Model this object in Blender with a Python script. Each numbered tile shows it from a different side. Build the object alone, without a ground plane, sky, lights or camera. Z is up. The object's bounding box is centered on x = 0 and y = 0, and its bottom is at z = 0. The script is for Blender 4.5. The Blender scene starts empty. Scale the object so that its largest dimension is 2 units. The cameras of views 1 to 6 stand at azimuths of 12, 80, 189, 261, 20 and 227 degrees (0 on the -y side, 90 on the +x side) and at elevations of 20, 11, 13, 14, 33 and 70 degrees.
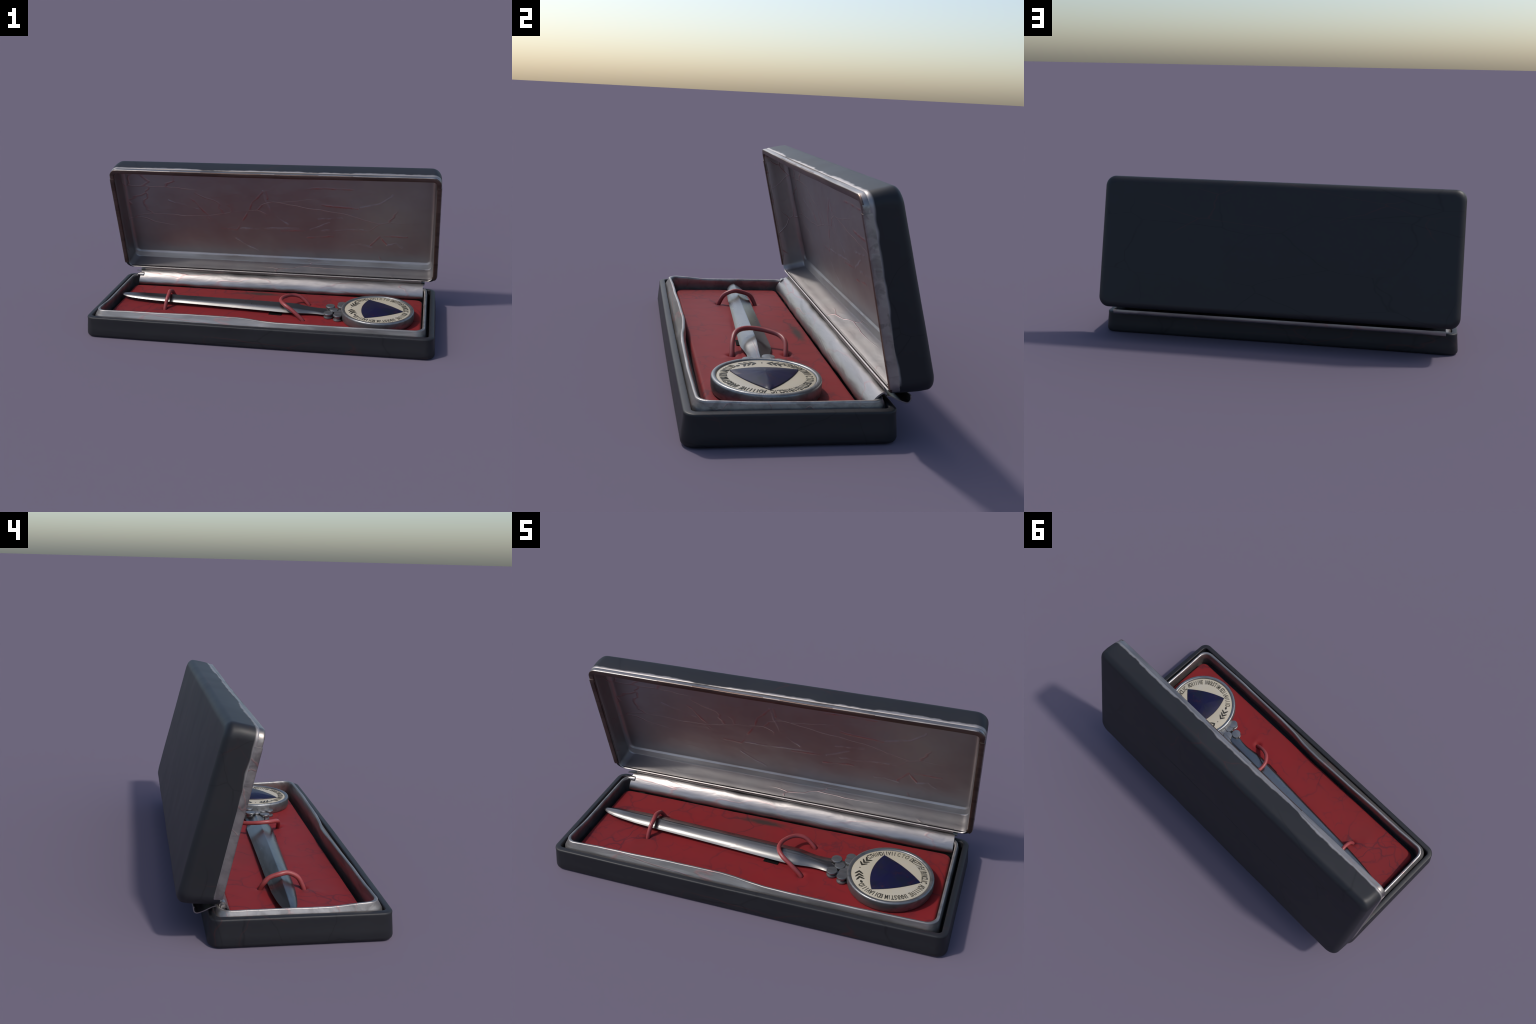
# An open black presentation case with a silver letter opener held on a red cushion.
import bpy, bmesh, math, random
from mathutils import Vector, noise

random.seed(7)
COL = bpy.context.scene.collection

# ------------------------------------------------------------------ helpers
def smooth(a, b, t):
    t = max(0.0, min(1.0, (t - a) / (b - a)))
    return t * t * (3 - 2 * t)

def interp(table, x):
    if x <= table[0][0]:
        return table[0][1:]
    for p, q in zip(table, table[1:]):
        if x <= q[0]:
            f = (x - p[0]) / (q[0] - p[0])
            return tuple(a + (b - a) * f for a, b in zip(p[1:], q[1:]))
    return table[-1][1:]

def n3(x, y, z, s=1.0):
    return noise.noise(Vector((x * s, y * s, z * s)))

def make_obj(name, bm, mat, parent=None, angle=40, flat=False):
    me = bpy.data.meshes.new(name)
    bmesh.ops.recalc_face_normals(bm, faces=bm.faces)
    bm.to_mesh(me)
    bm.free()
    if not flat:
        me.polygons.foreach_set("use_smooth", [True] * len(me.polygons))
        me.set_sharp_from_angle(angle=math.radians(angle))
    ob = bpy.data.objects.new(name, me)
    COL.objects.link(ob)
    if mat:
        me.materials.append(mat)
    if parent:
        ob.parent = parent
    return ob

def empty(name):
    ob = bpy.data.objects.new(name, None)
    COL.objects.link(ob)
    return ob

def loft(bm, rings, close=True, cap0=False, cap1=False):
    vs = [[bm.verts.new(p) for p in r] for r in rings]
    n = len(vs[0])
    for a, b in zip(vs, vs[1:]):
        for i in range(n if close else n - 1):
            j = (i + 1) % n
            bm.faces.new((a[i], a[j], b[j], b[i]))
    if cap0:
        bm.faces.new(vs[0][::-1])
    if cap1:
        bm.faces.new(vs[-1])
    return vs

def rrect(x0, x1, y0, y1, r, nx=100, ny=40, nc=8):
    """Rounded rectangle, counter-clockwise from the lower left corner's end."""
    r = max(r, 0.0005)
    pts = []
    def edge(ax, ay, bx, by, n):
        for i in range(n):
            f = i / n
            pts.append((ax + (bx - ax) * f, ay + (by - ay) * f))
    def corner(cx, cy, a0):
        for i in range(nc):
            a = a0 + math.pi / 2 * i / nc
            pts.append((cx + r * math.cos(a), cy + r * math.sin(a)))
    edge(x0 + r, y0, x1 - r, y0, nx); corner(x1 - r, y0 + r, -math.pi / 2)
    edge(x1, y0 + r, x1, y1 - r, ny); corner(x1 - r, y1 - r, 0)
    edge(x1 - r, y1, x0 + r, y1, nx); corner(x0 + r, y1 - r, math.pi / 2)
    edge(x0, y1 - r, x0, y0 + r, ny); corner(x0 + r, y0 + r, math.pi)
    return pts

def lathe(bm, profile, cx, cy, n=96, cap0=True, cap1=True):
    rings = [[(cx + r * math.cos(2 * math.pi * i / n), cy + r * math.sin(2 * math.pi * i / n), z)
              for i in range(n)] for r, z in profile]
    return loft(bm, rings, True, cap0, cap1)

def tube(bm, path, rad, n=14):
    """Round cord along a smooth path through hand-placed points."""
    P = [Vector(p) for p in path]
    P = [P[0] * 2 - P[1]] + P + [P[-1] * 2 - P[-2]]
    pts = []
    for i in range(1, len(P) - 2):
        a, b, c, d = P[i - 1:i + 3]
        for k in range(10):
            t = k / 10
            pts.append(0.5 * ((2 * b) + (c - a) * t + (2 * a - 5 * b + 4 * c - d) * t * t
                              + (3 * b - a - 3 * c + d) * t ** 3))
    pts.append(P[-2])
    up = Vector((1, 0, 0.01))
    rings = []
    for i, p in enumerate(pts):
        t = (pts[min(i + 1, len(pts) - 1)] - pts[max(i - 1, 0)]).normalized()
        u = (up - t * up.dot(t)).normalized()
        v = t.cross(u)
        rr = rad * (1 + 0.08 * n3(p.x, p.y, p.z, 25))
        rings.append([p + (u * math.cos(2 * math.pi * k / n) + v * math.sin(2 * math.pi * k / n)) * rr
                      for k in range(n)])
        up = u
    loft(bm, rings, True, True, True)

def sheet(bm, profile, x0, x1, thick, nx=90, wob=0.0, skew0=0.0, skew1=0.0):
    """Bent sheet metal: a (y, z) profile swept along x with real thickness."""
    P = [Vector((p[0], p[1])) for p in profile]
    nrm = []
    for i in range(len(P)):
        t = (P[min(i + 1, len(P) - 1)] - P[max(i - 1, 0)]).normalized()
        nrm.append(Vector((-t.y, t.x)))
    loop = [(p, 0.0, k / (len(P) - 1)) for k, (p, m) in enumerate(zip(P, nrm))]
    back = [(p - m * thick, 1.0, k / (len(P) - 1)) for k, (p, m) in enumerate(zip(P, nrm))][::-1]
    rings = []
    for i in range(nx + 1):
        f = i / nx
        ring = []
        for p, inner, k in loop + back:
            x = x0 + (x1 - x0) * f + skew0 * (1 - k) * max(0, 1 - f * 12) + skew1 * (1 - k) * max(0, 1 - (1 - f) * 12)
            d = wob * n3(x * 3.0, k * 1.5, 4.1) + wob * 0.5 * n3(x * 11.0, k * 3.5, 9.1)
            ring.append((x, p.x + d, p.y + d))
        rings.append(ring)
    loft(bm, rings, True, True, True)

def catmull(pts, sub=6):
    P = [Vector(p) for p in pts]
    P = [P[0] * 2 - P[1]] + P + [P[-1] * 2 - P[-2]]
    out = []
    for i in range(1, len(P) - 2):
        a, b, c, d = P[i - 1:i + 3]
        for k in range(sub):
            t = k / sub
            q = 0.5 * ((2 * b) + (c - a) * t + (2 * a - 5 * b + 4 * c - d) * t * t + (3 * b - a - 3 * c + d) * t ** 3)
            out.append(tuple(q))
    out.append(tuple(P[-2]))
    return out

# ------------------------------------------------------------------ materials
class M:
    def __init__(self, name, color, rough=0.5, metal=0.0, spec=0.5):
        self.m = bpy.data.materials.new(name)
        self.m.use_nodes = True
        self.t = self.m.node_tree
        self.b = self.t.nodes["Principled BSDF"]
        self.b.inputs["Base Color"].default_value = (*color, 1)
        self.b.inputs["Roughness"].default_value = rough
        self.b.inputs["Metallic"].default_value = metal
        self.b.inputs["Specular IOR Level"].default_value = spec
        self.col = None
        self.base = color
        tc = self.n("ShaderNodeTexCoord")
        self.obj = tc.outputs["Object"]
    def n(self, kind, **kw):
        nd = self.t.nodes.new(kind)
        for k, v in kw.items():
            setattr(nd, k, v)
        return nd
    def l(self, a, b):
        self.t.links.new(a, b)
    def mapped(self, scale=(1, 1, 1), rot=(0, 0, 0), loc=(0, 0, 0)):
        mp = self.n("ShaderNodeMapping")
        mp.inputs["Scale"].default_value = scale
        mp.inputs["Rotation"].default_value = rot
        mp.inputs["Location"].default_value = loc
        self.l(self.obj, mp.inputs["Vector"])
        return mp.outputs["Vector"]
    def noise(self, vec, scale, detail=4, rough=0.55, dist=0.0):
        nd = self.n("ShaderNodeTexNoise")
        nd.inputs["Scale"].default_value = scale
        nd.inputs["Detail"].default_value = detail
        nd.inputs["Roughness"].default_value = rough
        nd.inputs["Distortion"].default_value = dist
        self.l(vec, nd.inputs["Vector"])
        return nd.outputs["Fac"]
    def ramp(self, fac, stops):
        r = self.n("ShaderNodeValToRGB")
        e = r.color_ramp.elements
        e[0].position, e[0].color = stops[0][0], self.c4(stops[0][1])
        e[1].position, e[1].color = stops[1][0], self.c4(stops[1][1])
        for p, c in stops[2:]:
            x = e.new(p)
            x.color = self.c4(c)
        self.l(fac, r.inputs["Fac"])
        return r.outputs["Color"]
    @staticmethod
    def c4(c):
        return (c, c, c, 1) if not hasattr(c, "__len__") else (*c, 1)
    def math(self, op, a, b=None):
        nd = self.n("ShaderNodeMath", operation=op)
        for i, v in enumerate((a, b)):
            if v is None:
                continue
            if isinstance(v, (int, float)):
                nd.inputs[i].default_value = v
            else:
                self.l(v, nd.inputs[i])
        return nd.outputs[0]
    def mix(self, fac, color):
        """Lay a colour over what is there, through a mask."""
        nd = self.n("ShaderNodeMix", data_type="RGBA")
        if self.col is None:
            nd.inputs[6].default_value = (*self.base, 1)
        else:
            self.l(self.col, nd.inputs[6])
        if isinstance(fac, (int, float)):
            nd.inputs[0].default_value = fac
        else:
            self.l(fac, nd.inputs[0])
        nd.inputs[7].default_value = (*color, 1)
        self.col = nd.outputs[2]
        self.l(self.col, self.b.inputs["Base Color"])
    def cracks(self, scale, width, seed=0.0, warp=0.25, keep=(0.45, 0.6), stretch=(1, 1, 1)):
        """Broken net of thin lines: warped Voronoi edges kept only in patches."""
        v = self.mapped(stretch, loc=(seed, seed * 0.7, seed * 1.3))
        wn = self.n("ShaderNodeTexNoise")
        wn.inputs["Scale"].default_value = scale * 0.9
        wn.inputs["Detail"].default_value = 3
        self.l(v, wn.inputs["Vector"])
        sub = self.n("ShaderNodeVectorMath", operation="MULTIPLY_ADD")
        self.l(wn.outputs["Color"], sub.inputs[0])
        sub.inputs[1].default_value = (warp,) * 3
        self.l(v, sub.inputs[2])
        vo = self.n("ShaderNodeTexVoronoi", feature="DISTANCE_TO_EDGE")
        vo.inputs["Scale"].default_value = scale
        self.l(sub.outputs[0], vo.inputs["Vector"])
        line = self.ramp(vo.outputs["Distance"], [(0.0, 1.0), (width, 0.0)])
        patch = self.ramp(self.noise(v, scale * 0.6, 2), [(keep[0], 0.0), (keep[1], 1.0)])
        return self.math("MULTIPLY", line, patch)
    def creases(self, lines, width):
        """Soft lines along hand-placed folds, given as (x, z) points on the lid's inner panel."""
        flat = self.n("ShaderNodeVectorMath", operation="MULTIPLY")
        self.l(self.obj, flat.inputs[0])
        flat.inputs[1].default_value = (1, 0, 1)
        wob = self.n("ShaderNodeTexNoise")
        wob.inputs["Scale"].default_value = 9
        wob.inputs["Detail"].default_value = 3
        self.l(self.obj, wob.inputs["Vector"])
        add = self.n("ShaderNodeVectorMath", operation="MULTIPLY_ADD")
        self.l(wob.outputs["Color"], add.inputs[0])
        add.inputs[1].default_value = (0.03, 0, 0.03)
        self.l(flat.outputs[0], add.inputs[2])
        p = add.outputs[0]
        best = None
        for line in lines:
            for a, b in zip(line, line[1:]):
                a3, ab = Vector((a[0] + 0.015, 0, a[1] + 0.015)), Vector((b[0] - a[0], 0, b[1] - a[1]))
                pa = self.n("ShaderNodeVectorMath", operation="SUBTRACT")
                self.l(p, pa.inputs[0])
                pa.inputs[1].default_value = a3
                dt = self.n("ShaderNodeVectorMath", operation="DOT_PRODUCT")
                self.l(pa.outputs[0], dt.inputs[0])
                dt.inputs[1].default_value = ab / ab.length_squared
                cl = self.n("ShaderNodeClamp")
                self.l(dt.outputs["Value"], cl.inputs["Value"])
                sc = self.n("ShaderNodeVectorMath", operation="SCALE")
                sc.inputs[0].default_value = ab
                self.l(cl.outputs[0], sc.inputs["Scale"])
                ds = self.n("ShaderNodeVectorMath", operation="DISTANCE")
                self.l(pa.outputs[0], ds.inputs[0])
                self.l(sc.outputs[0], ds.inputs[1])
                best = ds.outputs["Value"] if best is None else self.math("MINIMUM", best, ds.outputs["Value"])
        r = self.n("ShaderNodeMapRange")
        r.interpolation_type = "SMOOTHSTEP"
        r.inputs["From Max"].default_value = width
        r.inputs["To Min"].default_value = 1.0
        r.inputs["To Max"].default_value = 0.0
        self.l(best, r.inputs["Value"])
        return r.outputs[0]
    def bump(self, h, strength, dist=0.01):
        bp = self.n("ShaderNodeBump")
        bp.inputs["Strength"].default_value = strength
        bp.inputs["Distance"].default_value = dist
        self.l(h, bp.inputs["Height"])
        prev = self.b.inputs["Normal"].links
        if prev:
            self.l(prev[0].from_socket, bp.inputs["Normal"])
        self.l(bp.outputs["Normal"], self.b.inputs["Normal"])
    def rough(self, fac, lo, hi):
        r = self.n("ShaderNodeMapRange")
        r.inputs["To Min"].default_value = lo
        r.inputs["To Max"].default_value = hi
        self.l(fac, r.inputs["Value"])
        self.l(r.outputs[0], self.b.inputs["Roughness"])
    def spot(self, c, half, soft=0.5, wob=0.35, scale=14):
        """Ragged oval mask at a place on the surface."""
        s = self.n("ShaderNodeVectorMath", operation="SUBTRACT")
        self.l(self.obj, s.inputs[0])
        s.inputs[1].default_value = c
        d = self.n("ShaderNodeVectorMath", operation="DIVIDE")
        self.l(s.outputs[0], d.inputs[0])
        d.inputs[1].default_value = half
        ln = self.n("ShaderNodeVectorMath", operation="LENGTH")
        self.l(d.outputs[0], ln.inputs[0])
        w = self.math("MULTIPLY_ADD", self.noise(self.obj, scale, 4), wob * 2)
        w.node.inputs[2].default_value = -wob
        t = self.math("ADD", ln.outputs["Value"], w)
        return self.ramp(t, [(max(0.0, 1 - soft), 1.0), (1.0, 0.0)])

def mat_leather(worn=False):
    m = M("black_leatherette", (0.0128, 0.0132, 0.0158), 0.5, 0, 0.36)
    big = m.noise(m.mapped(), 4.0, 3)
    m.mix(m.math("MULTIPLY", m.ramp(big, [(0.45, 0.0), (0.7, 1.0)]), 0.5), (0.016, 0.0165, 0.0195))
    m.mix(m.math("MULTIPLY", m.cracks(3.2, 0.014, 1.7, 0.15, (0.42, 0.52), (0.55, 1.3, 1.3)), 0.65), (0.004, 0.004, 0.005))
    m.mix(m.math("MULTIPLY", m.cracks(3.4, 0.010, 5.3, 0.2, (0.52, 0.60), (0.45, 1.3, 1.3)), 0.5), (0.055, 0.014, 0.013))
    m.rough(big, 0.42, 0.56)
    m.bump(m.cracks(3.2, 0.02, 1.7, 0.15, (0.42, 0.52), (0.55, 1.3, 1.3)), -0.35, 0.004)
    m.bump(m.noise(m.mapped(), 60, 3), 0.06, 0.003)
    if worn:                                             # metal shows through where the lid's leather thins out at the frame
        o, wv = Vector((0, 0.288, 0.174)), Vector((0, 0.9724, 0.2333))
        dp = m.n("ShaderNodeVectorMath", operation="DOT_PRODUCT")
        m.l(m.obj, dp.inputs[0])
        dp.inputs[1].default_value = wv
        w = m.math("SUBTRACT", dp.outputs["Value"], o.dot(wv))
        n1 = m.noise(m.mapped((1, 0.5, 0.5)), 6.5, 3, 0.6)
        n2 = m.noise(m.mapped((1, 1, 1), loc=(2, 2, 2)), 2.2, 2)
        edge = m.math("ADD", m.math("MULTIPLY", n1, 0.046), m.math("MULTIPLY", n2, 0.03))
        edge = m.math("SUBTRACT", edge, 0.014)
        d = m.math("SUBTRACT", w, edge)
        mr = m.n("ShaderNodeMapRange")
        mr.interpolation_type = "SMOOTHSTEP"
        mr.inputs["From Min"].default_value = -0.006
        mr.inputs["From Max"].default_value = 0.005
        mr.inputs["To Min"].default_value = 1.0
        mr.inputs["To Max"].default_value = 0.0
        m.l(d, mr.inputs["Value"])
        vp = m.n("ShaderNodeVectorMath", operation="DOT_PRODUCT")
        m.l(m.obj, vp.inputs[0])
        vp.inputs[1].default_value = (0, -0.2333, 0.9724)
        up = m.n("ShaderNodeMapRange")
        up.inputs["From Min"].default_value = -0.0672 + 0.1692 + 0.03
        up.inputs["From Max"].default_value = -0.0672 + 0.1692 + 0.06
        m.l(vp.outputs["Value"], up.inputs["Value"])
        mask = m.math("MULTIPLY", mr.outputs[0], up.outputs[0])
        m.mix(mask, (0.36, 0.335, 0.325))
        m.l(m.math("MULTIPLY", mask, 0.9), m.b.inputs["Metallic"])
    return m.m

def mat_cushion():
    m = M("red_flock_cushion", (0.182, 0.0135, 0.0160), 0.62, 0, 0.18)
    m.mix(m.ramp(m.noise(m.mapped(), 5.5, 4), [(0.42, 0.0), (0.66, 0.55)]), (0.20, 0.011, 0.014))
    m.mix(m.ramp(m.noise(m.mapped(loc=(3, 1, 0)), 3.0, 3), [(0.45, 0.0), (0.7, 0.5)]), (0.145, 0.018, 0.020))
    cr = m.cracks(4.6, 0.034, 0.4, 0.30, (0.38, 0.52))
    m.mix(m.math("MULTIPLY", cr, 0.72), (0.058, 0.011, 0.019))
    cr2 = m.cracks(8.0, 0.045, 2.4, 0.25, (0.46, 0.58))
    m.mix(m.math("MULTIPLY", cr2, 0.6), (0.07, 0.013, 0.022))
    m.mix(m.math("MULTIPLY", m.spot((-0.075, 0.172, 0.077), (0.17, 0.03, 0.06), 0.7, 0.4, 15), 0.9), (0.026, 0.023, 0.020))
    m.b.inputs["Sheen Weight"].default_value = 0.05
    m.b.inputs["Sheen Roughness"].default_value = 0.4
    m.bump(m.math("ADD", cr, cr2), -0.10, 0.004)
    m.bump(m.noise(m.mapped(), 140, 2), 0.08, 0.002)
    return m.m

def mat_silver(name, base, rough=(0.3, 0.5), pink=0.6, lump=0.35, scale=1.0, dark=0.6, metal=0.95):
    m = M(name, base, 0.4, metal)
    m.mix(m.ramp(m.noise(m.mapped((0.55, 2.5, 2.5)), 5 * scale, 4), [(0.4, 0.0), (0.7, 0.55)]),
          tuple(c * dark for c in base))
    m.mix(m.ramp(m.noise(m.mapped((0.4, 2.2, 2.2), loc=(7, 3, 2)), 8 * scale, 3, 0.5, 0.8), [(0.50, 0.0), (0.64, 0.6)]),
          tuple(c * dark * 0.8 for c in base))
    st = m.cracks(5.5 * scale, 0.035, 3.1, 0.2, (0.5, 0.6), (0.4, 2.0, 1.6))
    m.mix(m.math("MULTIPLY", st, pink), tuple(min(1, c * k) for c, k in zip(base, (1.25, 0.62, 0.6))))
    m.mix(m.math("MULTIPLY", m.ramp(m.noise(m.mapped((0.8, 3, 3), loc=(5, 2, 1)), 9 * scale, 4), [(0.6, 0.0), (0.72, 1.0)]), 0.35),
          tuple(c * k for c, k in zip(base, (0.95, 1.02, 1.12))))
    m.rough(m.noise(m.mapped((0.7, 2, 2)), 12 * scale, 4), *rough)
    m.bump(m.noise(m.mapped((0.6, 2.2, 2.2)), 9 * scale, 3, 0.5, 0.6), lump, 0.006)
    m.bump(st, 0.10, 0.003)
    return m.m

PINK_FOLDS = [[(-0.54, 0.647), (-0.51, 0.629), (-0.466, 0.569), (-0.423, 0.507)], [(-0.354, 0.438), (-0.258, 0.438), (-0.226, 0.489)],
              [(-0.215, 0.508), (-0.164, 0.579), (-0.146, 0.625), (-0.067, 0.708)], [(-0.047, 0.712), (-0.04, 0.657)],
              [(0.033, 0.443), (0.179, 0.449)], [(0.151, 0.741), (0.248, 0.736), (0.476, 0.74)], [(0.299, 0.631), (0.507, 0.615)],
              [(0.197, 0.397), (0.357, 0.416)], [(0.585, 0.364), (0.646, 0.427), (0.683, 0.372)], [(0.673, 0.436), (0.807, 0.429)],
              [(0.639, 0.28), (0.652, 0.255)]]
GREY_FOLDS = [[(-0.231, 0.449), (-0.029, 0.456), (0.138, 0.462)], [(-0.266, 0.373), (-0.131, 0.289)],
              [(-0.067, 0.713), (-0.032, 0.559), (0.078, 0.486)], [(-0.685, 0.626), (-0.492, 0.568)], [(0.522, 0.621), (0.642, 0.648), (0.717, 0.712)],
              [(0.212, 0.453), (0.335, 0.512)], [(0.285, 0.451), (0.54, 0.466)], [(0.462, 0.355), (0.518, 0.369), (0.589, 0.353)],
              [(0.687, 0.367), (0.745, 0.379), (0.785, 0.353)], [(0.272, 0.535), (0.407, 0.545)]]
def mat_lining():
    m = M("satin_silver_lining", (0.36, 0.34, 0.335), 0.5, 1.0)
    m.mix(m.ramp(m.noise(m.mapped((1, 1, 1)), 3.2, 3), [(0.42, 0.0), (0.68, 0.7)]), (0.31, 0.272, 0.27))
    m.mix(m.ramp(m.noise(m.mapped((1, 1, 1), loc=(4, 4, 4)), 2.4, 3), [(0.5, 0.0), (0.7, 0.5)]), (0.31, 0.32, 0.34))
    s1 = m.cracks(4.2, 0.016, 7.7, 0.16, (0.52, 0.62), (0.45, 1.5, 1.5))
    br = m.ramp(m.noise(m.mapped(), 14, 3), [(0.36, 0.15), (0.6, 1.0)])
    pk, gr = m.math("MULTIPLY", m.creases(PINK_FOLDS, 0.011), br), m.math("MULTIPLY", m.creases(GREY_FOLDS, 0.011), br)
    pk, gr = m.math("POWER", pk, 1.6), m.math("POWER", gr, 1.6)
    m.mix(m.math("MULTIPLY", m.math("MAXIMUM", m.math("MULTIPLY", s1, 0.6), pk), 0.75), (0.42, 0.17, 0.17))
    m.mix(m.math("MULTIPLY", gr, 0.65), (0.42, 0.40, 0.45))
    m.rough(m.noise(m.mapped(), 8, 4), 0.42, 0.56)
    m.bump(m.math("ADD", m.math("ADD", pk, gr), s1), 0.28, 0.006)
    m.bump(m.noise(m.mapped((1, 2, 2)), 7, 4, 0.55, 1.2), 0.22, 0.006)
    return m.m

def mat_cord():
    m = M("red_cord", (0.27, 0.042, 0.043), 0.42, 0, 0.5)
    m.mix(m.ramp(m.noise(m.mapped(), 24, 3), [(0.4, 0.0), (0.7, 0.7)]), (0.22, 0.045, 0.05))
    m.bump(m.noise(m.mapped(), 90, 3), 0.12, 0.002)
    return m.m

def mat_enamel():
    m = M("ivory_enamel", (0.42, 0.375, 0.285), 0.45, 0, 0.5)
    m.mix(m.ramp(m.noise(m.mapped(), 18, 4), [(0.45, 0.0), (0.75, 0.5)]), (0.41, 0.385, 0.34))
    m.mix(m.ramp(m.noise(m.mapped(loc=(2, 5, 1)), 26, 3), [(0.66, 0.0), (0.76, 0.5)]), (0.52, 0.33, 0.29))
    return m.m

def mat_gem():
    m = M("dark_blue_enamel", (0.0055, 0.0056, 0.034), 0.42, 0, 0.26)
    m.mix(m.ramp(m.noise(m.mapped(), 16, 3), [(0.42, 0.0), (0.7, 0.8)]), (0.0055, 0.009, 0.017))
    m.mix(m.math("MULTIPLY", m.cracks(14, 0.03, 1.2, 0.3, (0.46, 0.56)), 0.7), (0.045, 0.01, 0.018))
    m.bump(m.noise(m.mapped(), 40, 2), 0.05, 0.003)
    return m.m

LEATHER = mat_leather()
LIDLEATHER = mat_leather(True)
CUSHION = mat_cushion()
SILVER = mat_silver("crumpled_silver_sheet", (0.32, 0.302, 0.297), (0.30, 0.41), 0.45, 0.34, 1.0, 0.72)
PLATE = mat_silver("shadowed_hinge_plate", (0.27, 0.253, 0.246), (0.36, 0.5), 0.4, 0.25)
TRAYSIL = mat_silver("worn_silver_rim", (0.36, 0.340, 0.330), (0.33, 0.5), 0.5, 0.32, 1.0, 0.68, 0.8)
TRIM = mat_silver("tarnished_trim", (0.36, 0.33, 0.31), (0.32, 0.5), 0.45, 0.3)
BROWNLIP = mat_silver("brown_lip", (0.15, 0.105, 0.088), (0.34, 0.5), 0.2, 0.2)
BLADE = mat_silver("blade_steel", (0.225, 0.222, 0.218), (0.24, 0.33), 0.35, 0.12, 0.8, 0.5, 1.0)
STEEL = mat_silver("dark_steel", (0.25, 0.255, 0.26), (0.34, 0.46), 0.2, 0.12, 2.0, 0.75, 0.85)
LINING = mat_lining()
CORD = mat_cord()
IVORY = mat_enamel()
GEM = mat_gem()
INK = M("black_paint", (0.022, 0.020, 0.014), 0.5).m
PRINT = M("worn_brown_print", (0.070, 0.062, 0.045), 0.5).m
FADED = M("faded_paint", (0.13, 0.12, 0.08), 0.5).m
SLOTM = M("painted_slot_shadow", (0.004, 0.004, 0.004), 0.8, 0, 0.1).m

# ------------------------------------------------------------------ case: base
case = empty("presentation_case")
case["label"] = "open black hinged presentation case with silver lining and red cushion"
case["category"] = "gift case"

BX0, BX1, BY0, BY1 = -0.998, 0.998, -0.438, 0.320
def base_ring(d, z, draft=0.0):
    pts = rrect(BX0 + d, BX1 - d, BY0 + d, BY1 - d, max(0.055 - d, 0.012), 90, 40, 10)
    out = []
    for x, y in pts:
        if y < -0.2:
            y -= 0.005 * (1 - (x / 0.99) ** 2) * smooth(-0.2, -0.38, y)
        out.append((x, y, z + 0.0012 * n3(x * 5, y * 5, 2.2) * (1 if z > 0.05 else 0)))
    return out

bm = bmesh.new()
prof = [(0.05, 0.0), (0.016, 0.0), (0.007, 0.002), (0.002, 0.007), (0.0, 0.015), (0.003, 0.05), (0.008, 0.10),
        (0.0075, 0.110), (0.0085, 0.1145), (0.0110, 0.1170), (0.015, 0.1182), (0.022, 0.1192), (0.030, 0.1200), (0.034, 0.1196), (0.036, 0.118),
        (0.037, 0.11), (0.042, 0.02)]
loft(bm, [base_ring(d, z) for d, z in prof], True, True, True)
base = make_obj("base_shell", bm, LEATHER, case, 50)

# silver inner tray whose front wall is pushed in over its left half
TX0, TX1, TY0, TY1 = -0.941, 0.939, -0.386, 0.276
#          x     push-in of the front lip   lip height
FRONT = [(-0.92, 0.002, 0.147), (-0.75, 0.009, 0.1485), (-0.55, 0.011, 0.1495), (-0.35, 0.017, 0.1495), (-0.20, 0.018, 0.1495),
         (-0.10, 0.021, 0.148), (-0.03, 0.018, 0.144), (0.04, 0.013, 0.138), (0.12, 0.002, 0.139), (0.25, -0.005, 0.141),
         (0.45, -0.007, 0.143), (0.65, -0.008, 0.145), (0.92, 0.0, 0.146)]
def tray_shape(x, y):
    push, hf = interp(FRONT, x)
    k = smooth(-0.15, -0.36, y) if y > -0.36 else 1.0
    mid = 0.138 if x > 0 else 0.133
    h = mid + (hf - mid) * k
    return push * k + 0.0012 * n3(x * 12, y * 12, 2.3), h + 0.0012 * n3(x * 9, y * 9, 0.3)

def tray_ring(d, top, z):
    out = []
    for x, y in rrect(TX0 + d, TX1 - d, TY0 + d, TY1 - d, max(0.052 - d * 0.4, 0.02), 140, 40, 10):
        p, h = tray_shape(x, y)
        if not top and d > -0.001:
            y += p * 0.65 + 0.012 * smooth(-0.2, -0.34, y)    # the inside leans in along the front
        if not top and x > 0.9:
            x -= 0.010 * (1 if d < 0 else 0)              # the right wall stands steeper, leaving a gap to the base
        out.append((x, y + p, h + z) if top else (x, y, z))
    return out

bm = bmesh.new()
prof = [(-0.020, 0, 0.021), (-0.0165, 0, 0.108), (-0.001, 1, -0.008), (-0.001, 1, -0.003), (0.001, 1, -0.0005), (0.006, 1, 0.0),
        (0.010, 1, -0.001), (0.0125, 1, -0.004), (0.0135, 1, -0.010), (0.010, 0, 0.108), (0.005, 0, 0.08), (0.004, 0, 0.021)]
loft(bm, [tray_ring(*p) for p in prof])
tray = make_obj("inner_tray", bm, TRAYSIL, case, 60)

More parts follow.
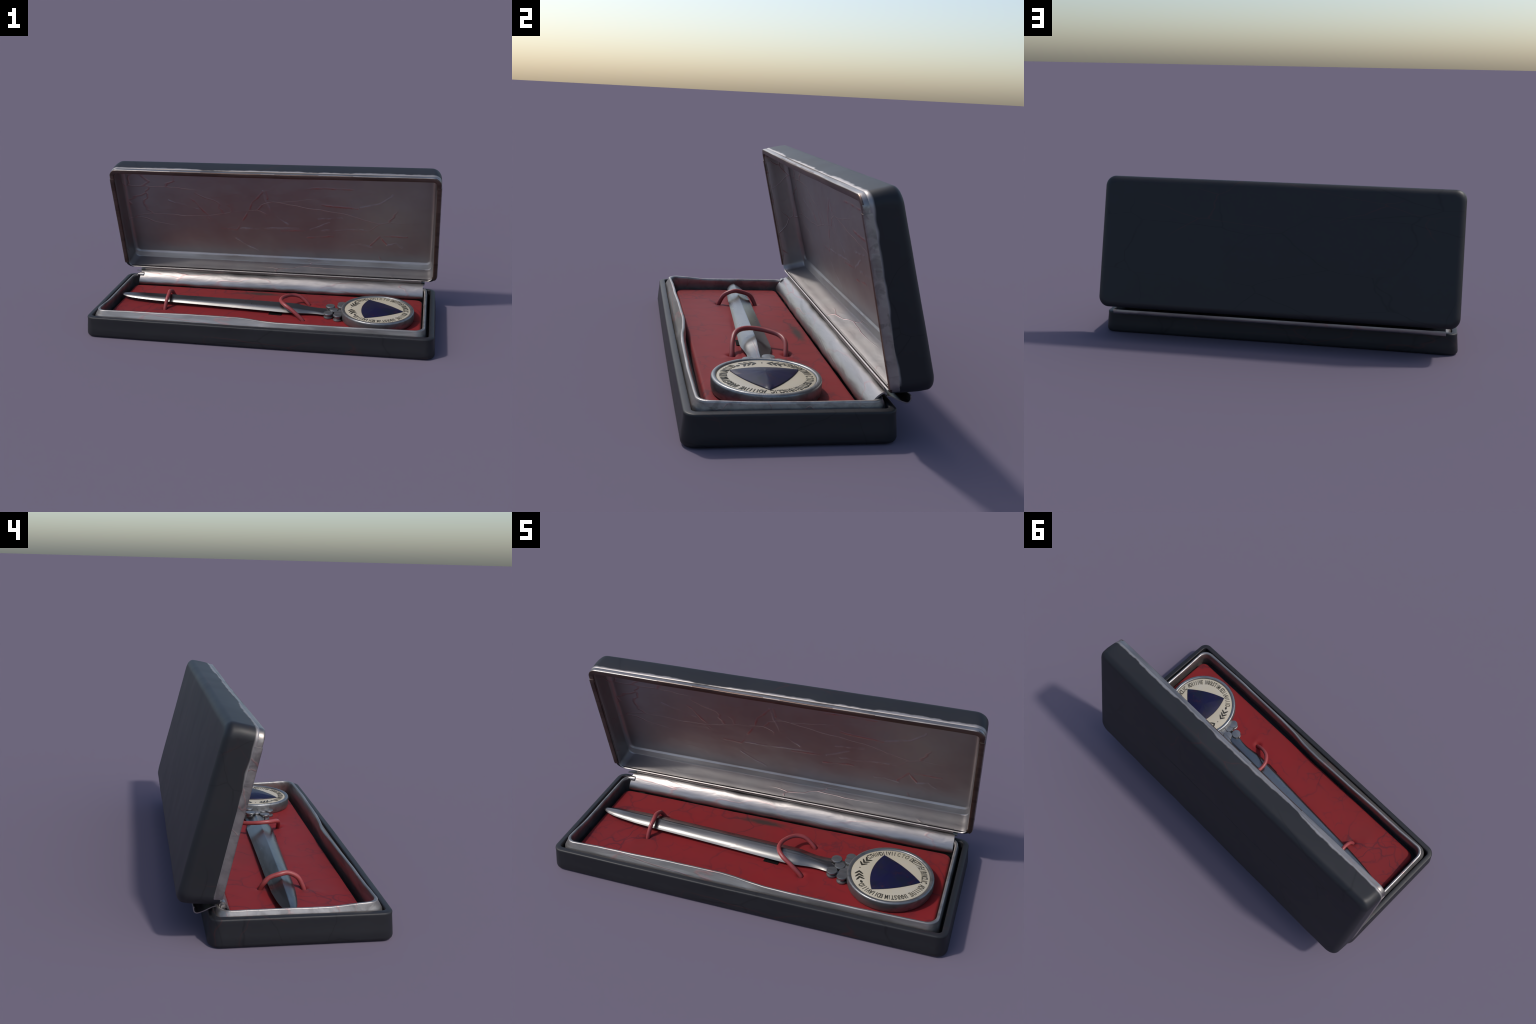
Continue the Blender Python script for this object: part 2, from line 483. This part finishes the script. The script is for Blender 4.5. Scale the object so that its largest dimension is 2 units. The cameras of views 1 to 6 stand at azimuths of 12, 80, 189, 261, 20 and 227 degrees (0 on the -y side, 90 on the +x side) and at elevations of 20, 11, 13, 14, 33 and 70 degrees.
# ------------------------------------------------------------------ cushion
CX0, CX1, CY0, CY1 = -0.914, 0.917, -0.339, 0.219
DIMPLES = [(-0.601, -0.140, 0.018, 0.016), (-0.590, 0.052, 0.018, 0.016),
           (0.246, -0.178, 0.020, 0.018), (0.247, 0.058, 0.020, 0.018)]
def cushion_z(x, y):
    z = 0.077 + 0.0012 * n3(x * 4, y * 4, 1.0) + 0.0006 * n3(x * 14, y * 14, 5.0)
    for dx, dy, r, h in DIMPLES:
        q = math.hypot(x - dx, y - dy) / r
        z -= h * math.exp(-q * q * 1.6)
    for dx, dy, r, h in ((-0.66, -0.19, 0.03, 0.0035), (0.28, -0.20, 0.025, 0.003), (0.29, 0.06, 0.02, 0.003)):
        q = math.hypot(x - dx, y - dy) / r
        z += h * math.exp(-q * q)
    # shallow channel that the blade lies in
    z -= 0.003 * math.exp(-((y + 0.112 - (x + 0.2) * -0.05) / 0.01) ** 2) * smooth(-0.4, -0.2, x) * smooth(0.35, 0.2, x)
    return z

def cushion_ring(d, drop, live):
    out = []
    for x, y in rrect(CX0 + d, CX1 - d, CY0 + d, CY1 - d, max(0.040 - d, 0.001), 200, 50, 6):
        z = (cushion_z(x, y) - drop) if live else drop
        out.append((x, y, z))
    return out

bm = bmesh.new()
rings = [cushion_ring(0.0, 0.02, False), cushion_ring(0.0, 0.048, False)]
R = 0.013
for i in range(1, 7):
    a = math.pi / 2 * i / 6
    rings.append(cushion_ring(R * (1 - math.cos(a)), R * (1 - math.sin(a)), True))
n = 44
for i in range(1, n + 1):
    rings.append(cushion_ring(R + (0.2785 - R) * i / n, 0.0, True))
loft(bm, rings, True, True, True)
cushion = make_obj("cushion", bm, CUSHION, case, 60)

def cord(path):
    bm = bmesh.new()
    tube(bm, path, 0.0110)
    return make_obj("cord_loop", bm, CORD, cushion)

cord([(-0.603, -0.142, 0.050), (-0.601, -0.138, 0.076), (-0.595, -0.113, 0.124), (-0.593, -0.070, 0.146), (-0.600, -0.030, 0.144),
      (-0.600, 0.015, 0.129), (-0.600, 0.037, 0.106), (-0.590, 0.052, 0.074), (-0.588, 0.054, 0.050)])
cord([(0.247, -0.177, 0.050), (0.240, -0.175, 0.074), (0.186, -0.167, 0.122), (0.136, -0.145, 0.147), (0.104, -0.097, 0.153),
      (0.107, -0.029, 0.148), (0.144, 0.037, 0.137), (0.195, 0.060, 0.120), (0.244, 0.056, 0.076), (0.249, 0.055, 0.050)])
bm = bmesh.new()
rings = [[(0.034, -0.134, z), (0.110, -0.139, z), (0.112, -0.09, z), (0.036, -0.085, z)] for z in (0.06, 0.0782)]  # solid black block, just proud of the cushion, drawn as a slot's dark inside
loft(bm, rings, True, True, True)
make_obj("slot_shadow_block", bm, SLOTM, cushion, flat=True)

# ------------------------------------------------------------------ hinge
bm = bmesh.new()
roll = catmull([(0.238, 0.060), (0.228, 0.068), (0.220, 0.080), (0.218, 0.093), (0.223, 0.110), (0.233, 0.127),
                (0.248, 0.144), (0.264, 0.156), (0.278, 0.160), (0.288, 0.152)], 4)
sheet(bm, roll, -0.878, 0.914, 0.006, 160, 0.0034, -0.022, 0.006)
hinge = make_obj("hinge_roll", bm, SILVER, case, 60)

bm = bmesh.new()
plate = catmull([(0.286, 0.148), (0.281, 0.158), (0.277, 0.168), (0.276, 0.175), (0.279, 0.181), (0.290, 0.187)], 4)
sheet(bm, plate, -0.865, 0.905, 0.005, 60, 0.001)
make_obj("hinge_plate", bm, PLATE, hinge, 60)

bm = bmesh.new()
hook = catmull([(0.283, 0.151), (0.296, 0.149), (0.312, 0.142), (0.330, 0.134), (0.346, 0.128), (0.358, 0.125), (0.366, 0.129),
                (0.369, 0.138), (0.368, 0.150)], 4)
sheet(bm, hook, -0.925, 0.925, 0.004, 80, 0.0012)
make_obj("hinge_hook", bm, SILVER, hinge, 60)

bm = bmesh.new()
for r, x0, x1 in ((0.016, -0.893, -0.865), (0.010, -0.905, -0.89)):
    loft(bm, [[(x, 0.252 + r * math.cos(a), 0.135 + r * math.sin(a)) for a in [2 * math.pi * k / 24 for k in range(24)]]
              for x in (x0, x0 + 0.004, x1)], True, True, True)
make_obj("hinge_pin", bm, SILVER, hinge, 50)

# ------------------------------------------------------------------ lid
LO, LV, LW = Vector((0, 0.288, 0.174)), Vector((0, -0.2333, 0.9724)), Vector((0, 0.9724, 0.2333))
LX, LH, LD = 0.997, 0.711, 0.139
def lid_p(x, v, w):
    v = v - 0.027 * (w / LD) * (1 - v / LH)        # the hinge side flares downward to the back
    w = w * (1 + 0.13 * (1 - v / LH))              # and the box is deeper there
    x = x * (1 - 0.008 * w / LD)
    v = v - 0.004 * smooth(0.5, LH, v) * max(0.0, w) / LD
    p = LO + LV * v + LW * w
    return (x, p.y, p.z)

def lid_rect(d, r, db=None, nx=160, ny=70, nc=10):
    db = d if db is None else db
    return rrect(-LX + d, LX - d, db, LH - d, r, nx, ny, nc)

def wrap_edge(x, v):
    """Depth at which the leather starts behind the metal frame; nil along the hinge side."""
    return -0.008 + 0.020 * smooth(0.02, 0.08, v) + 0.0015 * n3(x * 4, v * 4, 3.7) * smooth(0.05, 0.1, v)

bm = bmesh.new()
rings = []
def leather_ring(d, extra, r):
    out = []
    for (x, v), (ex, ev) in zip(lid_rect(d, r), lid_rect(0, 0.05)):
        out.append(lid_p(x, v, wrap_edge(ex, ev) + extra))
    return out
rings.append(leather_ring(0.016, 0.003, 0.034))
rings.append(leather_ring(0.0005, 0.001, 0.05))
rings.append(leather_ring(-0.0008, 0.003, 0.05))
rings.append(leather_ring(-0.0016, 0.010, 0.05))
def back_ring(d, w, r):
    out = []
    for x, v in lid_rect(d, r):
        lump = 0.0016 * n3(x * 3.5, v * 3.5, w * 3 + 5) + 0.0006 * n3(x * 11, v * 11, 6.0)
        out.append(lid_p(x, v, w + lump * (1 if d > 0 else 0.3)))
    return out
for w in (0.06, 0.085):
    rings.append(back_ring(-0.003, w, 0.05))
RB = 0.036
for i in range(0, 9):
    a = math.pi / 2 * i / 8
    d = -0.003 + RB * (1 - math.cos(a))
    rings.append(back_ring(d, 0.107 + (LD - 0.107) * math.sin(a), max(0.055 - d * 0.5, 0.01)))
for i in range(1, 31):
    d = 0.033 + (0.3545 - 0.033) * i / 30
    rings.append(back_ring(d, LD + 0.002 * math.sin(i / 30 * math.pi / 2), max(0.036 * (1 - i / 30), 0.0006)))
loft(bm, rings, True, False, True)
lid = make_obj("lid", bm, LIDLEATHER, case, 50)

# satin silver lining: walls, a ledge along the hinge side and the flat floor
def lining_ring(d, db, w, r):
    out = []
    for x, v in lid_rect(d, r, db):
        f = 0.0016 * n3(x * 4, v * 6, 1.1) + 0.0012 * n3(x * 9, v * 14, 4.4)
        if w < 0.02:
            w2 = w - 0.012 * smooth(0.10, 0.02, v)        # the foot of the lining reaches forward over the hinge
        else:
            w2 = w + (f if d > 0.030 else 0)
        out.append(lid_p(x, v, w2))
    return out
bm = bmesh.new()
rings = [lining_ring(0.0235, 0.003, 0.006, 0.034), lining_ring(0.0255, 0.005, 0.002, 0.034), lining_ring(0.0275, 0.008, 0.006, 0.034), lining_ring(0.024, 0.014, 0.03, 0.034),
         lining_ring(0.025, 0.026, 0.088, 0.034), lining_ring(0.026, 0.030, 0.095, 0.034), lining_ring(0.027, 0.033, 0.0965, 0.033),
         lining_ring(0.029, 0.060, 0.1020, 0.032), lining_ring(0.031, 0.064, 0.1040, 0.031), lining_ring(0.036, 0.069, 0.1095, 0.028), lining_ring(0.042, 0.073, 0.1110, 0.025)]
for i in range(1, 41):
    t = i / 40
    rings.append(lining_ring(0.042 + 0.273 * t, 0.073 + 0.273 * t, 0.1110, 0.001 + 0.024 * (1 - t)))
loft(bm, rings, True, False, True)
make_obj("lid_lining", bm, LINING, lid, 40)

# metal frame of the opening: one top piece round both corners, two side pieces below a small step
TRIMSEC = [(0.002, 0.026), (0.0, 0.021), (0.0, -0.004), (0.0008, -0.0085), (0.0020, -0.0102), (0.0042, -0.011), (0.023, -0.011), (0.026, -0.010),
           (0.027, -0.005), (0.0265, 0.012), (0.023, 0.012), (0.020, 0.002), (0.006, 0.002), (0.006, 0.026)]
full = lid_rect(0, 0.05)
def trim_piece(keep, off, name="lid_frame"):
    offs = [lid_rect(d + off, max(0.05 - d, 0.02)) for d, w in TRIMSEC]
    idx = [i for i in range(len(full)) if keep(*full[i])]
    # start after a gap in the closed walk
    for k in range(len(idx)):
        if (idx[k] - idx[k - 1]) % len(full) != 1:
            idx = idx[k:] + idx[:k]
            break
    bm = bmesh.new()
    rings = []
    for i in idx:
        x, v = full[i]
        wav = 0.0015 * n3(x * 4, v * 4, 7.7)
        dip = -0.004 * math.exp(-(x / 0.5) ** 2) if v > LH - 0.03 else 0
        rings.append([lid_p(offs[k][i][0], offs[k][i][1] + dip + wav, TRIMSEC[k][1] + off + wav) for k in range(len(TRIMSEC))])
    loft(bm, rings, True, True, True)
    for f in bm.faces:                                   # the lip that faces the base is brown
        if len(f.verts) == 4:
            c = f.calc_center_median()
            q = Vector((0, c.y, c.z)) - LO
            if q.dot(LW) < -0.0055 and min(LX - abs(c.x), LH - q.dot(LV)) > 0.0035:
                f.material_index = 1
    ob = make_obj(name, bm, TRIM, lid, 50)
    ob.data.materials.append(BROWNLIP)
    return ob
trim_piece(lambda x, v: v > 0.628, 0.0005)
trim_piece(lambda x, v: 0.034 < v < 0.647 and x < -0.9, -0.0018)
trim_piece(lambda x, v: 0.010 < v < 0.647 and x > 0.9, -0.0018)

# ------------------------------------------------------------------ letter opener
opener = empty("letter_opener")
opener.location = (0, 0, 0)
opener["label"] = "silver letter opener with round ivory and blue enamel medallion handle"
opener["category"] = "letter opener"

#            x     near y   far y   ridge y  near z  far z  ridge z  under z
STATIONS = [(-0.913, -0.026, -0.018, -0.022, 0.1075, 0.1075, 0.1090, 0.106),
            (-0.905, -0.036, -0.008, -0.022, 0.1065, 0.1055, 0.1130, 0.103),
            (-0.880, -0.050, 0.001, -0.024, 0.1050, 0.1040, 0.1180, 0.099),
            (-0.840, -0.062, 0.010, -0.026, 0.1040, 0.1030, 0.1220, 0.094),
            (-0.780, -0.073, 0.016, -0.029, 0.1035, 0.1020, 0.1250, 0.090),
            (-0.700, -0.083, 0.021, -0.033, 0.1030, 0.1010, 0.1270, 0.086),
            (-0.600, -0.091, 0.021, -0.038, 0.1020, 0.1000, 0.1285, 0.082),
            (-0.500, -0.096, 0.018, -0.043, 0.1010, 0.0990, 0.1290, 0.080),
            (-0.200, -0.112, 0.010, -0.053, 0.0980, 0.0960, 0.1295, 0.078),
            (0.100, -0.129, 0.004, -0.063, 0.0950, 0.0930, 0.1290, 0.076),
            (0.165, -0.132, 0.002, -0.065, 0.0945, 0.0920, 0.1285, 0.075),
            (0.200, -0.130, -0.001, -0.066, 0.0945, 0.0920, 0.1265, 0.075),
            (0.240, -0.124, -0.010, -0.068, 0.0930, 0.0900, 0.1190, 0.075),
            (0.280, -0.119, -0.018, -0.070, 0.0920, 0.0890, 0.1140, 0.075),
            (0.320, -0.120, -0.020, -0.072, 0.0920, 0.0880, 0.1110, 0.075),
            (0.360, -0.126, -0.015, -0.074, 0.0920, 0.0880, 0.1090, 0.075),
            (0.395, -0.130, -0.012, -0.078, 0.0900, 0.0860, 0.1040, 0.075),
            (0.440, -0.130, -0.020, -0.078, 0.0880, 0.0840, 0.0980, 0.075)]
bm = bmesh.new()
rings = []
xs = [-0.913, -0.909, -0.905, -0.898, -0.89, -0.88, -0.87, -0.855] + [-0.84 + 0.02 * i for i in range(65)]
for x in xs:
    yn, yf, yr, zn, zf, zr, zu = interp(STATIONS, x)
    ring = [(x, yn, zn - 0.0015), (x, yn - 0.0005, zn)]
    for k in (0.06, 0.13, 0.2, 0.3, 0.4, 0.55, 0.75, 0.9):                       # near face swells slightly
        ring.append((x, yn + (yr - yn) * k, zn + (zr - zn) * (0.6 * k + 0.4 * (1 - (1 - k) ** 5))))
    ring.append((x, yr - 0.0015, zr - 0.0002))
    ring.append((x, yr + 0.0015, zr - 0.0002))
    for k in (0.25, 0.5, 0.75):
        ring.append((x, yr + (yf - yr) * k, zr + (zf - zr) * (k - 0.04 * math.sin(math.pi * k))))
    ring += [(x, yf + 0.0005, zf), (x, yf, zf - 0.002), (x, (yr + yf) / 2, (zu + zf) / 2 - 0.002), (x, yr, zu), (x, (yr + yn) / 2, (zu + zn) / 2 - 0.002)]
    rings.append([(px, py, pz + 0.0006 * n3(px * 9, py * 20, 3.3)) for px, py, pz in ring])
loft(bm, rings, True, True, True)
make_obj("blade", bm, BLADE, opener, 24)

# small studs between blade and medallion: spools with a wide head and foot
def stud(x, y, top, r, foot=True):
    bm = bmesh.new()
    p = []
    if foot:
        p += [(r * 0.94, 0.077), (r, 0.079), (r * 1.02, 0.083), (r * 0.96, 0.087), (r * 0.7, 0.089), (r * 0.7, top - 0.013)]
    else:
        p += [(r * 0.7, 0.080), (r * 0.7, top - 0.013)]
    p += [(r * 0.92, top - 0.012), (r, top - 0.009), (r, top - 0.003), (r * 0.94, top - 0.0005), (r * 0.7, top), (r * 0.2, top + 0.0006)]
    lathe(bm, p, x, y, 36)
    return make_obj("stud", bm, STEEL, opener, 50)
stud(0.387, -0.127, 0.109, 0.027)
stud(0.390, -0.047, 0.120, 0.027, False)
stud(0.415, -0.082, 0.113, 0.026, False)
stud(0.446, -0.122, 0.112, 0.025)
stud(0.445, -0.158, 0.114, 0.026)
stud(0.452, -0.078, 0.108, 0.024, False)
stud(0.455, -0.046, 0.124, 0.025, False)
stud(0.456, -0.016, 0.124, 0.026)

DX, DY, DR = 0.668, -0.102, 0.208
bm = bmesh.new()
lathe(bm, [(0.186, 0.074), (0.199, 0.076), (0.204, 0.082), (0.2070, 0.092), (DR, 0.110), (DR, 0.129), (0.2068, 0.1345), (0.2040, 0.1382),
           (0.199, 0.1392), (0.192, 0.1385), (0.189, 0.1365), (0.1875, 0.133), (0.1870, 0.128)], DX, DY, 160)
medal = make_obj("medallion", bm, STEEL, opener, 50)
bm = bmesh.new()
lathe(bm, [(0.1872, 0.129), (0.1865, 0.1328), (0.184, 0.1338), (0.12, 0.1343), (0.04, 0.1344)], DX, DY, 120)
make_obj("enamel_face", bm, IVORY, medal, 60)

# blue shield: three bulging sides, low faceted crown
corner = [(-0.059, 0.134), (-0.062, -0.131), (0.146, -0.012)]
bulge = [0.031, 0.013, 0.013]
outline = []
for i in range(3):
    a, b = Vector(corner[i]), Vector(corner[(i + 1) % 3])
    m = (a + b) / 2
    out = m.normalized() if i else Vector((-1, 0))
    for k in range(16):
        t = k / 16
        outline.append(a.lerp(b, t) + out * bulge[i] * 4 * t * (1 - t))
apex = Vector((-0.004, -0.004))
bm = bmesh.new()
def gem_ring(s, z):
    return [(DX + apex.x + (p.x - apex.x) * s, DY + apex.y + (p.y - apex.y) * s,
             z + (0.0008 * n3(p.x * 30, p.y * 30, s * 3) if 0.05 < s < 0.99 else 0)) for p in outline]
loft(bm, [gem_ring(1.0, 0.1335), gem_ring(1.0, 0.1372), gem_ring(0.985, 0.1388), gem_ring(0.8, 0.1428), gem_ring(0.6, 0.1464),
          gem_ring(0.4, 0.1494), gem_ring(0.2, 0.1515), gem_ring(0.04, 0.1522)], True, True, True)
make_obj("blue_shield", bm, GEM, medal, 30)

# painted marks on the face, raised a hair above the enamel
AX = math.radians(177.4)
def polar(a, r):
    return DX + r * math.cos(a), DY + r * math.sin(a)

def flat_mark(name, pts, mat, z0=0.1342, z1=0.1352):
    bm = bmesh.new()
    loft(bm, [[(x, y, z) for x, y in pts] for z in (z0, z1)], True, True, True)
    return make_obj(name, bm, mat, medal, flat=True)

def chevron(ang, sgn):
    a = math.radians(ang)
    cx, cy = polar(a, 0.149)
    t = Vector((-math.sin(a), math.cos(a))) * sgn          # along the ring, toward the dot
    n = Vector((math.cos(a), math.sin(a)))
    c = Vector((cx, cy))
    right = [(0.0120, 0.0), (0.0090, 0.0035), (0.0010, 0.0115), (-0.0090, 0.0195), (-0.0135, 0.0205), (-0.0130, 0.0165), (-0.0080, 0.0075), (0.0000, 0.0)]
    loop = right + [(u, -w) for u, w in right[-2:0:-1]]
    flat_mark("leaf_mark", [tuple(c + t * u + n * w) for u, w in loop], INK)
for off in (11.5, 19.5, 27.5):
    chevron(177.4 - off, 1)
    chevron(177.4 + off + 1.5, -1)
def oval(ang, ru, rw, mat):
    a = math.radians(ang)
    c = Vector(polar(a, 0.151))
    t, n = Vector((-math.sin(a), math.cos(a))), Vector((math.cos(a), math.sin(a)))
    flat_mark("dot_mark", [tuple(c + t * ru * math.cos(2 * math.pi * k / 16) + n * rw * math.sin(2 * math.pi * k / 16)) for k in range(16)], mat)
oval(177.4, 0.003, 0.003, INK)
oval(217.5, 0.0095, 0.006, INK)

GLYPHS = {}
def glyph(ch):
    if ch in GLYPHS:
        return GLYPHS[ch]
    cu = bpy.data.curves.new("letter_curve", "FONT")
    cu.body = ch
    cu.align_x = "CENTER"
    cu.size = 1.0
    cu.extrude = 0.0
    cu.offset = 0.022
    tmp = bpy.data.objects.new("letter_tmp", cu)
    COL.objects.link(tmp)
    bpy.context.view_layer.update()
    me0 = bpy.data.meshes.new_from_object(tmp.evaluated_get(bpy.context.evaluated_depsgraph_get()))
    bm = bmesh.new()
    bm.from_mesh(me0)
    ex = bmesh.ops.extrude_face_region(bm, geom=bm.faces[:])
    bmesh.ops.translate(bm, vec=(0, 0, 0.03), verts=[v for v in ex["geom"] if isinstance(v, bmesh.types.BMVert)])
    me = bpy.data.meshes.new("letter")
    bmesh.ops.recalc_face_normals(bm, faces=bm.faces)
    bm.to_mesh(me)
    bm.free()
    bpy.data.objects.remove(tmp)
    bpy.data.curves.remove(cu)
    me.materials.append(PRINT)
    GLYPHS[ch] = me
    return me

def ring_text(word, a0, a1, faded=()):
    """Letters round the ring, tops outward, read clockwise."""
    for i, ch in enumerate(word):
        a = math.radians(a0 + (a1 - a0) * (i + 0.5) / len(word))
        ob = bpy.data.objects.new("letter", glyph(ch))
        COL.objects.link(ob)
        ob.parent = medal
        x, y = polar(a, 0.148)
        ob.location = (x, y, 0.1341)
        ob.rotation_euler = (0, 0, a - math.pi / 2)
        s = 0.0395 * (1 + 0.05 * random.uniform(-1, 1))
        ob.scale = (s * 0.56, s, 0.04)
        if i in faded:
            ob.material_slots[0].link = "OBJECT"
            ob.material_slots[0].material = FADED
ring_text("CTHIHDIIVII", 145, 92)
ring_text("CTO", 91, 68, (0, 1, 2))
ring_text("DEITTIEIIBIRCLIC", 64, -4)
ring_text("ADIIIIVE", -10, -45)
ring_text("INXRSTIM", -48, -87)
ring_text("EDIIAVIIID", -90, -138)

bpy.context.view_layer.update()
